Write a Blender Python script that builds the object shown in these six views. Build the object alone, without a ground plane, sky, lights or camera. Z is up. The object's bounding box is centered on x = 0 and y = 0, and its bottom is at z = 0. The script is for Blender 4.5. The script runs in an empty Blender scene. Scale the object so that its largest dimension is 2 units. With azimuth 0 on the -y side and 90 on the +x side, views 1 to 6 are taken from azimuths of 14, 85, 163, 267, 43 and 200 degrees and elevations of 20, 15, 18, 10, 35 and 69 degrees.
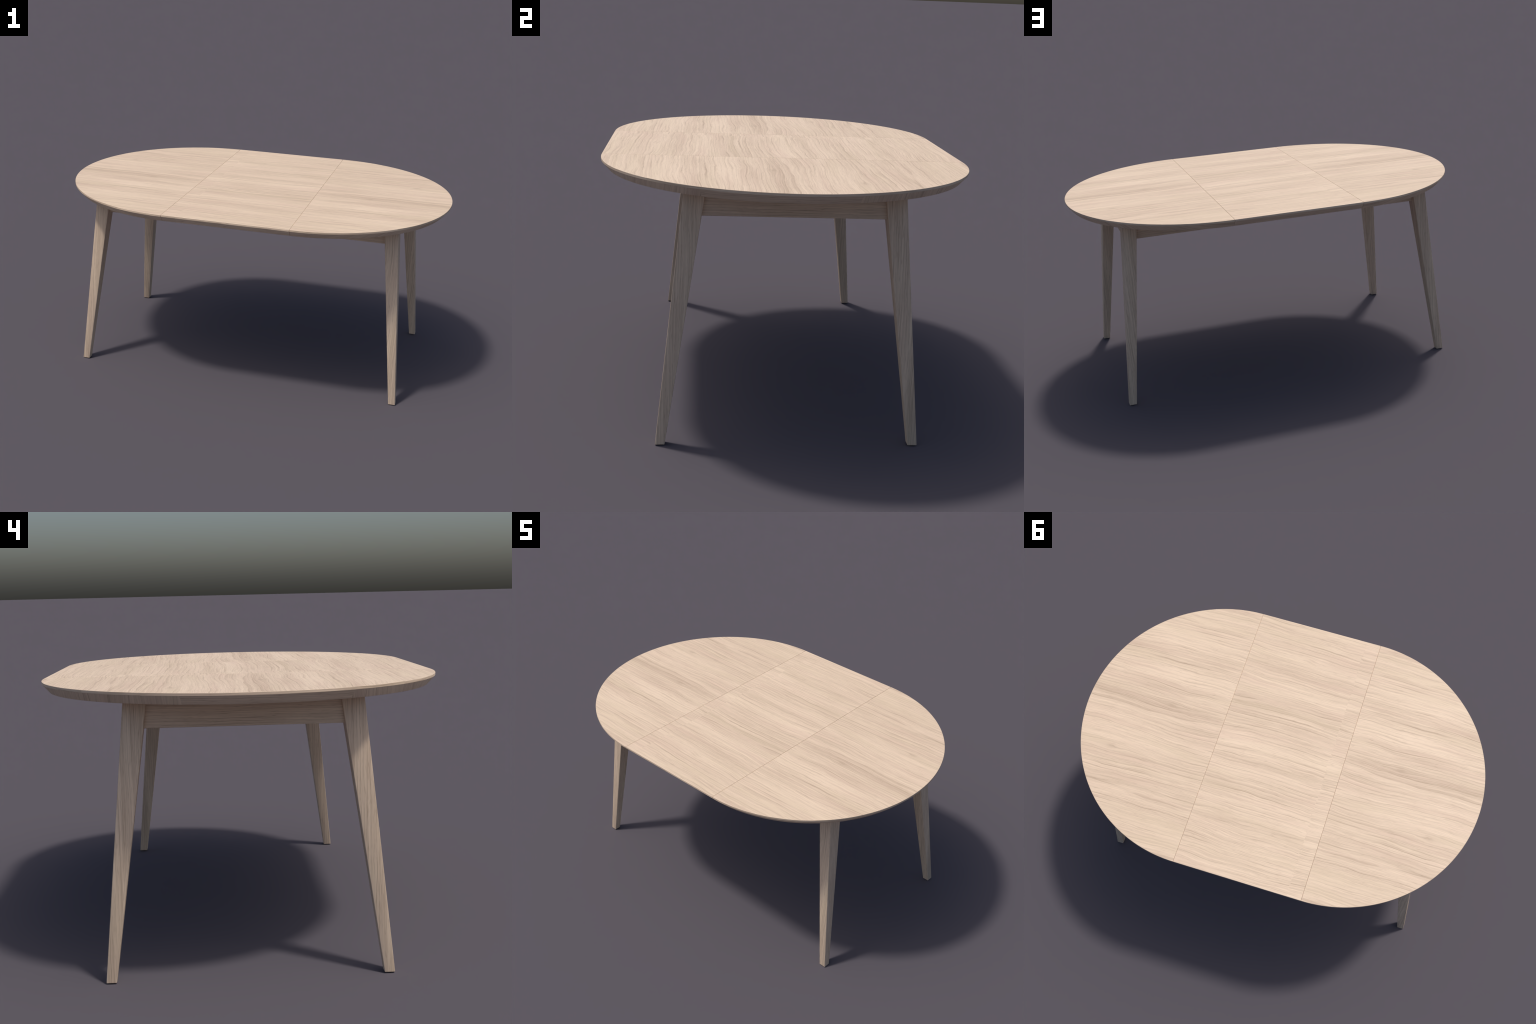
"""Extendable oval dining table in pale oak: two half-round end panels, a
rectangular extension leaf between them, four splayed tapered legs and an
apron frame.  Everything is generated from the dimensions below (metres)."""
import bpy, bmesh
from math import sin, cos, pi, radians
from mathutils import Vector

# ------------------------------------------------------------- dimensions
TOP_Z = 0.934            # upper surface of the table top
UNDER_Z = 0.897          # flat underside
SEAM_X = 0.3135          # |x| of the two joints
HALF_W = 0.6903          # half width of the straight part (y)
ROUND_A = 1.0 - SEAM_X   # depth of the half-round ends (x)
JOINT_GAP = 0.0002       # half of the open joint between panels
JOINT_V = 0.0019         # chamfer of each panel along the joint
BASE_DX = 0.0034         # the underframe sits a few mm off the top's centre

# edge profile: (inset from outline, z); rounded arris, upright band, under-bevel
PROFILE = [(0.0009, TOP_Z), (0.0003, TOP_Z - 0.0003), (0.0, TOP_Z - 0.0009),
           (0.0, TOP_Z - 0.0082), (0.0005, TOP_Z - 0.0090),
           (0.0252, UNDER_Z + 0.0006), (0.0266, UNDER_Z)]
BEVEL_STRIP = 4          # index of the profile strip that is the under-bevel

# leg: foot corner positions and inward slopes per metre of height
LEG_TOP = 0.8985
FOOT_OUT = (0.8428, 0.4642)
FOOT_IN = (0.8083, 0.4305)
SLOPE_OUT = (0.0729, 0.0966)
SLOPE_IN = (0.1120, 0.1415)

RAIL_BOTTOM, RAIL_TOP = 0.806, 0.8982
RAIL_T = 0.026
SHORT_RAIL_X, LONG_RAIL_Y = 0.7685, 0.3565


# ------------------------------------------------------------- node helpers
class G:
    """Small expression builder over shader nodes."""
    def __init__(self, tree):
        self.t = tree
        self.n = 0

    def node(self, kind, **props):
        nd = self.t.nodes.new(kind)
        for k, v in props.items():
            setattr(nd, k, v)
        nd.location = (180 * (self.n % 14), -220 * (self.n // 14))
        self.n += 1
        return nd

    def put(self, sock, v):
        if isinstance(v, bpy.types.NodeSocket):
            self.t.links.new(v, sock)
        else:
            sock.default_value = v

    def m(self, op, a, b=0.0, c=0.0, clamp=False):
        nd = self.node('ShaderNodeMath', operation=op, use_clamp=clamp)
        for s, v in zip(nd.inputs, (a, b, c)):
            self.put(s, v)
        return nd.outputs[0]

    def add(self, *xs):
        r = xs[0]
        for x in xs[1:]:
            r = self.m('ADD', r, x)
        return r

    def mul(self, a, b):
        return self.m('MULTIPLY', a, b)

    def sub(self, a, b):
        return self.m('SUBTRACT', a, b)

    def vec(self, x, y, z):
        nd = self.node('ShaderNodeCombineXYZ')
        for s, v in zip(nd.inputs, (x, y, z)):
            self.put(s, v)
        return nd.outputs[0]

    def noise(self, x, y, z, detail=2.0, rough=0.5, dist=0.0):
        nd = self.node('ShaderNodeTexNoise', noise_dimensions='3D')
        self.put(nd.inputs['Vector'], self.vec(x, y, z))
        nd.inputs['Scale'].default_value = 1.0
        nd.inputs['Detail'].default_value = detail
        nd.inputs['Roughness'].default_value = rough
        nd.inputs['Distortion'].default_value = dist
        return nd.outputs[0]

    def remap(self, v, lo, hi, a=0.0, b=1.0, kind='SMOOTHSTEP'):
        nd = self.node('ShaderNodeMapRange', interpolation_type=kind)
        self.put(nd.inputs[0], v)
        for i, x in enumerate((lo, hi, a, b)):
            nd.inputs[i + 1].default_value = x
        return nd.outputs[0]

    def gauss(self, v, centre, sigma):
        d = self.mul(self.sub(v, centre), 1.0 / sigma)
        return self.m('EXPONENT', self.mul(self.mul(d, d), -0.5))

    def mix(self, fac, a, b, blend='MIX'):
        nd = self.node('ShaderNodeMix', data_type='RGBA', blend_type=blend)
        self.put(nd.inputs[0], fac)
        self.put(nd.inputs[6], a)
        self.put(nd.inputs[7], b)
        return nd.outputs[2]


def rgb(r, g, b):
    return (r, g, b, 1.0)


OAK_LIGHT = rgb(0.800, 0.630, 0.469)
OAK_DARK = rgb(0.462, 0.338, 0.240)
OAK_PINK = rgb(0.690, 0.500, 0.385)
OAK_STRAW = rgb(0.700, 0.560, 0.390)


def oak(name, along, seed=0.0, bands=(), knots=(), mirror=False, wrap=None,
        per_object=False, ring=44.0, contrast=1.0, base=0.20, wave=0.90, side=False, tone=1.0):
    """Pale oak veneer with the grain running along one local axis.
    bands: (position across, half width, strength, from, to) heart streaks,
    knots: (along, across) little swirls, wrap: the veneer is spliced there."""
    mat = bpy.data.materials.new(name)
    mat.use_nodes = True
    t = mat.node_tree
    t.nodes.clear()
    g = G(t)
    co = g.node('ShaderNodeTexCoord').outputs['Object']
    sep = g.node('ShaderNodeSeparateXYZ')
    g.put(sep.inputs[0], co)
    x, y, z = sep.outputs
    if along == 'X':
        u, v, w = (g.m('ABSOLUTE', x) if mirror else x), y, g.mul(z, 0.6)
        v = g.add(v, g.mul(g.sub(z, TOP_Z), 0.55)) if not mirror else v
        if side:
            v = z
    elif along == 'Y':
        u, v, w = y, g.mul(z, 1.0), g.mul(x, 0.05)
    else:
        # sawn faces: the pattern is read flat on each side of the leg
        nrm = g.node('ShaderNodeSeparateXYZ')
        g.put(nrm.inputs[0], g.node('ShaderNodeNewGeometry').outputs['Normal'])
        nx, ny = g.m('ABSOLUTE', nrm.outputs[0]), g.m('ABSOLUTE', nrm.outputs[1])
        facing_x = g.m('GREATER_THAN', nx, ny)
        v = g.add(g.mul(y, facing_x), g.mul(g.add(x, 0.37), g.sub(1.0, facing_x)))
        u, w = z, g.mul(facing_x, 0.4)
    s = seed
    if per_object:
        rnd = g.node('ShaderNodeObjectInfo').outputs['Random']
        s = g.add(g.mul(rnd, 37.0), seed)
        v = g.add(v, g.mul(rnd, 3.1))
    else:
        s = g.add(seed, 0.0)
    v0, s0 = v, s
    if wrap is not None:
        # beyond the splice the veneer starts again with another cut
        ragged = g.sub(g.noise(0.0, g.mul(v, 70.0), 5.0, 1.0), 0.5)
        past = g.m('LESS_THAN', u, g.add(g.mul(ragged, 0.035), wrap))
        s = g.add(s, g.mul(past, 0.22))
        v = g.add(v, g.mul(past, 0.012))

    # knots push the fibres aside
    swirl = None
    for ku, kv in knots:
        du, dv = g.sub(u, ku), g.sub(v, kv)
        r2 = g.add(g.mul(g.mul(du, du), 1 / 0.055 ** 2), g.mul(g.mul(dv, dv), 1 / 0.016 ** 2))
        k = g.m('EXPONENT', g.mul(r2, -0.5))
        push = g.mul(g.mul(dv, k), 0.75)
        v = g.sub(v, push)
        spot = g.m('EXPONENT', g.mul(g.add(g.mul(g.mul(du, du), 1 / 0.016 ** 2),
                                           g.mul(g.mul(dv, dv), 1 / 0.008 ** 2)), -0.5))
        swirl = spot if swirl is None else g.m('MAXIMUM', swirl, spot)

    # wandering of the fibres
    bend = g.sub(g.noise(g.mul(u, 1.5), g.mul(v, 2.6), g.add(w, s), 1.0), 0.5)
    wig = g.sub(g.noise(g.mul(u, 6.5), g.mul(v, 13.0), g.add(s, 4.1), 1.0), 0.5)
    jit = g.sub(g.noise(g.mul(u, 22.0), g.mul(v, 50.0), g.add(s, 8.7), 2.0), 0.5)
    vv = g.add(v, g.mul(bend, 0.080 * wave), g.mul(wig, 0.020 * wave), g.mul(jit, 0.0034))
    vb = g.add(v0, g.mul(wig, 0.022), g.mul(jit, 0.004))

    # growth rings: soft ramp ending in a sharp late-wood line
    width = g.noise(g.mul(u, 0.6), g.mul(vv, 7.0), g.add(s, 12.3), 1.0)
    rings = None
    for freq, amp, sd in ((ring, 1.0, 0.0), (ring * 1.87, 0.75, 2.7), (ring * 3.2, 0.55, 5.9)):
        phase = g.add(g.mul(vv, freq), g.mul(width, 6.0), sd)
        saw = g.m('FRACT', phase)
        late = g.mul(g.add(g.m('POWER', saw, 6.0), g.mul(saw, 0.14)), g.remap(saw, 0.94, 1.0, 1.0, 0.0))
        fade = g.remap(g.noise(g.mul(u, 2.4), g.mul(vv, 34.0), g.add(s, 20.5 + sd), 2.0), 0.38, 0.60, 0.12, 1.0)
        r = g.mul(g.mul(late, fade), amp)
        rings = r if rings is None else g.add(rings, r)

    streak = g.remap(g.noise(g.mul(u, 2.6), g.mul(vv, 115.0), g.add(s, 31.0), 2.0, 0.55), 0.30, 0.72, 0.0, 1.0, 'LINEAR')
    fibre = g.remap(g.noise(g.mul(u, 7.0), g.mul(vv, 270.0), g.add(s, 37.0), 3.0, 0.6), 0.30, 0.70, 0.0, 1.0, 'LINEAR')
    tone_band = g.noise(g.mul(u, 0.9), g.mul(vv, 11.0), g.add(s, 44.0), 2.0)
    blotch = g.noise(g.mul(u, 3.0), g.mul(vv, 16.0), g.add(s, 52.0), 2.0)
    pores = g.noise(g.mul(u, 26.0), g.mul(g.add(vv, g.mul(u, 0.03)), 440.0), g.add(s, 61.0), 2.0)
    pores = g.remap(pores, 0.55, 0.74)

    # the veneer is laid in flitches: each has a slightly different tone
    flitch = g.node('ShaderNodeTexWhiteNoise', noise_dimensions='1D')
    g.put(flitch.inputs['W'], g.add(g.m('FLOOR', g.mul(vb, 11.0)), g.mul(s0, 3.0)))
    stave = flitch.outputs[0]

    heart = None
    for c, sg, k, a, b in bands:
        e = g.gauss(vb, c, sg)
        e = g.mul(g.mul(e, k), g.mul(g.remap(u, a - 0.06, a + 0.06), g.remap(u, b - 0.06, b + 0.06, 1.0, 0.0)))
        heart = e if heart is None else g.add(heart, e)

    d = g.add(g.mul(rings, 0.68 * contrast),
              g.mul(g.sub(streak, 0.5), 0.32 * contrast),
              g.mul(g.sub(fibre, 0.5), 0.40 * contrast),
              g.mul(g.sub(tone_band, 0.5), 0.50 * tone),
              g.mul(g.sub(blotch, 0.5), 0.40 * tone),
              g.mul(g.sub(stave, 0.5), 0.17 * tone),
              g.mul(pores, 0.40 * contrast), base)
    if heart is not None:
        d = g.add(d, g.mul(heart, 0.70))
    if swirl is not None:
        d = g.add(d, g.mul(swirl, 0.24))
    d = g.m('MULTIPLY', d, 0.80, clamp=True)

    hue = g.noise(g.mul(u, 1.6), g.mul(vv, 19.0), g.add(s, 77.0), 2.0)
    col = g.mix(d, OAK_LIGHT, OAK_DARK)
    col = g.mix(g.remap(hue, 0.50, 0.72, 0.0, 0.32 if tone == 1.0 else 0.12), col, OAK_PINK)
    col = g.mix(g.remap(hue, 0.50, 0.28, 0.0, 0.30), col, OAK_STRAW)

    bsdf = g.node('ShaderNodeBsdfPrincipled')
    g.put(bsdf.inputs['Base Color'], col)
    g.put(bsdf.inputs['Roughness'], g.remap(d, 0.0, 1.0, 0.52, 0.64, 'LINEAR'))
    bsdf.inputs['Specular IOR Level'].default_value = 0.40
    bump = g.node('ShaderNodeBump')
    bump.inputs['Strength'].default_value = 0.06
    bump.inputs['Distance'].default_value = 0.0006
    g.put(bump.inputs['Height'], g.sub(1.0, g.add(g.mul(streak, 0.6), pores)))
    g.put(bsdf.inputs['Normal'], bump.outputs[0])
    out = g.node('ShaderNodeOutputMaterial')
    g.put(out.inputs[0], bsdf.outputs[0])
    return mat


END_BANDS = [(-0.336, 0.013, 0.34, 0.38, 0.92), (-0.378, 0.005, 0.40, 0.30, 0.66),
             (-0.052, 0.015, 0.36, 0.30, 1.05), (0.243, 0.045, 0.20, 0.30, 1.05),
             (-0.535, 0.030, 0.20, 0.30, 0.80), (-0.634, 0.012, 0.26, 0.30, 0.60),
             (0.405, 0.030, 0.16, 0.30, 0.90), (0.120, 0.020, -0.14, 0.30, 1.05),
             (-0.262, 0.030, -0.16, 0.30, 1.05), (-0.480, 0.022, -0.14, 0.3, 0.9),
             (0.330, 0.020, -0.14, 0.3, 1.0)]
LEAF_BANDS = [(-0.187, 0.004, 0.45, -0.24, 0.32), (-0.212, 0.026, 0.26, -0.24, 0.32),
              (-0.430, 0.022, 0.22, -0.24, 0.32), (0.116, 0.020, 0.30, -0.24, 0.32),
              (0.250, 0.022, 0.24, -0.24, 0.32), (0.425, 0.028, 0.20, -0.24, 0.32),
              (-0.300, 0.030, -0.15, -0.32, 0.32), (0.020, 0.040, -0.14, -0.32, 0.32),
              (0.340, 0.030, -0.14, -0.32, 0.32)]
oak_end = oak("oak_veneer_end_panel", 'X', 3.7, END_BANDS, [(0.588, -0.069), (0.803, 0.228)], mirror=True)
oak_leaf = oak("oak_veneer_leaf", 'X', 11.2, LEAF_BANDS, [(0.0, -0.50)], wrap=-0.243)
oak_edge = oak("oak_edge_band", 'Y', 21.0, ring=90.0, contrast=1.5, base=0.30)
oak_edge_side = oak("oak_edge_band_side", 'X', 23.0, ring=90.0, contrast=1.5, base=0.30, side=True)
oak_leg = oak("oak_leg", 'Z', 29.0, per_object=True, ring=100.0, contrast=1.5, base=0.20, wave=0.35, tone=0.45)
oak_rail_long = oak("oak_rail_long", 'X', 41.0, side=True, ring=100.0, contrast=1.5, base=0.20, wave=0.35, tone=0.45)
oak_rail_short = oak("oak_rail_short", 'Y', 47.0, ring=100.0, contrast=1.5, base=0.20, wave=0.35, tone=0.45)


# ------------------------------------------------------------- mesh helpers
def finish(bm, name, mats, angle=24.0):
    bmesh.ops.recalc_face_normals(bm, faces=bm.faces)
    me = bpy.data.meshes.new(name)
    bm.to_mesh(me)
    bm.free()
    for m in mats:
        me.materials.append(m)
    me.polygons.foreach_set("use_smooth", [True] * len(me.polygons))
    me.set_sharp_from_angle(angle=radians(angle))
    return me


def bevel_joint(bm, seams):
    """Fine chamfer round every face that lies in a joint plane."""
    edges = {e for f in bm.faces
             if abs(f.normal.x) > 0.99 and any(abs(f.calc_center_median().x - sx) < 1e-5 for sx in seams)
             for e in f.edges}
    bmesh.ops.bevel(bm, geom=list(edges), offset=JOINT_V, segments=1, affect='EDGES', clamp_overlap=True)


def end_panel(sign):
    """Half-round panel; the outline is a half ellipse, the rim follows PROFILE."""
    bm = bmesh.new()
    n = 120
    xs = SEAM_X + JOINT_GAP
    rings = []
    for d, z in PROFILE:
        ring = []
        for i in range(n + 1):
            th = -pi / 2 + pi * i / n
            ring.append(bm.verts.new((sign * (xs + (ROUND_A - JOINT_GAP - d) * cos(th)), (HALF_W - d) * sin(th), z)))
        rings.append(ring)
    for k in range(len(rings) - 1):
        for i in range(n):
            f = bm.faces.new((rings[k][i], rings[k][i + 1], rings[k + 1][i + 1], rings[k + 1][i]))
            th = -90 + 180 * (i + 0.5) / n
            upright = k < BEVEL_STRIP and abs(th) < 46
            under = k == BEVEL_STRIP and -29.2 < th < 16.2
            f.material_index = 1 if upright or under else (2 if k < BEVEL_STRIP else 0)
    bm.faces.new(rings[0])
    bm.faces.new(rings[-1])
    bm.faces.new([r[0] for r in rings] + [r[-1] for r in reversed(rings)])
    bmesh.ops.recalc_face_normals(bm, faces=bm.faces)
    bevel_joint(bm, [sign * xs])
    return finish(bm, "tabletop_end_panel", [oak_end, oak_edge, oak_edge_side])


def leaf_panel():
    """Straight extension leaf: the same rim profile extruded along x."""
    bm = bmesh.new()
    xs = SEAM_X - JOINT_GAP
    section = [(HALF_W - d, z) for d, z in PROFILE]
    loop = [(-y, z) for y, z in section] + [(y, z) for y, z in reversed(section)]
    a = [bm.verts.new((-xs, y, z)) for y, z in loop]
    b = [bm.verts.new((xs, y, z)) for y, z in loop]
    for i in range(len(loop)):
        j = (i + 1) % len(loop)
        bm.faces.new((a[i], a[j], b[j], b[i]))
    bm.faces.new(a)
    bm.faces.new(b)
    bmesh.ops.recalc_face_normals(bm, faces=bm.faces)
    bevel_joint(bm, [-xs, xs])
    return finish(bm, "extension_leaf", [oak_leaf])


def leg_mesh(mirror):
    """Square-section leg, tapering to the foot, splayed outward both ways.
    Local origin is the middle of the foot; mirror flips it in x."""
    cx = (FOOT_OUT[0] + FOOT_IN[0]) / 2
    cy = (FOOT_OUT[1] + FOOT_IN[1]) / 2
    s = -1 if mirror else 1
    bm = bmesh.new()
    rings = []
    for z in (0.0, LEG_TOP):
        xo, yo = (FOOT_OUT[i] - SLOPE_OUT[i] * z for i in (0, 1))
        xi, yi = (FOOT_IN[i] - SLOPE_IN[i] * z for i in (0, 1))
        rings.append([bm.verts.new((s * (px - cx), py - cy, z))
                      for px, py in ((xi, yi), (xo, yi), (xo, yo), (xi, yo))])
    for i in range(4):
        j = (i + 1) % 4
        bm.faces.new((rings[0][i], rings[0][j], rings[1][j], rings[1][i]))
    bm.faces.new(rings[0])
    bm.faces.new(rings[1])
    bmesh.ops.recalc_face_normals(bm, faces=bm.faces)
    bmesh.ops.bevel(bm, geom=[e for e in bm.edges if max(v.co.z for v in e.verts) < 0.01 or
                              abs(e.verts[0].co.z - e.verts[1].co.z) > 0.1],
                    offset=0.0022, segments=3, profile=0.5, affect='EDGES')
    return finish(bm, "leg", [oak_leg], 50.0), (cx, cy)


def rail_mesh(name, size, mat):
    bm = bmesh.new()
    bmesh.ops.create_cube(bm, size=1.0)
    for v in bm.verts:
        v.co = Vector((v.co.x * size[0], v.co.y * size[1], v.co.z * size[2]))
    low = [e for e in bm.edges if all(v.co.z < 0 for v in e.verts)]
    bmesh.ops.bevel(bm, geom=low, offset=0.0012, segments=2, profile=0.5, affect='EDGES')
    return finish(bm, name, [mat], 50.0)


# ------------------------------------------------------------- assembly
col = bpy.context.scene.collection
root = bpy.data.objects.new("dining_table", None)
root.empty_display_size = 0.2
root["label"] = "oval extendable dining table in pale oak"
root["category"] = "dining table"
col.objects.link(root)


def place(name, mesh, loc=(0, 0, 0), rot=0.0):
    ob = bpy.data.objects.new(name, mesh)
    ob.location = loc
    ob.rotation_euler = (0, 0, rot)
    ob.parent = root
    col.objects.link(ob)
    return ob


for sgn in (1, -1):
    place("tabletop_end_panel", end_panel(sgn))
place("extension_leaf", leaf_panel())

for mirrored in (False, True):
    me, (cx, cy) = leg_mesh(mirrored)
    sx = -1 if mirrored else 1
    place("leg", me, (sx * cx + BASE_DX, cy, 0.0))
    place("leg", me, (-sx * cx + BASE_DX, -cy, 0.0), pi)

zc, zh = (RAIL_BOTTOM + RAIL_TOP) / 2, RAIL_TOP - RAIL_BOTTOM


def inner(axis, z):
    return FOOT_IN[axis] - SLOPE_IN[axis] * z


tenon = 0.014
long_me = rail_mesh("apron_rail", (2 * (inner(0, RAIL_BOTTOM) + tenon), RAIL_T, zh), oak_rail_long)
short_me = rail_mesh("apron_end_rail", (RAIL_T, 2 * (inner(1, RAIL_BOTTOM) + tenon), zh), oak_rail_short)
for sgn in (1, -1):
    rot = 0.0 if sgn > 0 else pi
    place("apron_rail", long_me, (BASE_DX, sgn * (LONG_RAIL_Y - RAIL_T / 2), zc), rot)
    place("apron_end_rail", short_me, (BASE_DX + sgn * (SHORT_RAIL_X - RAIL_T / 2), 0, zc), rot)
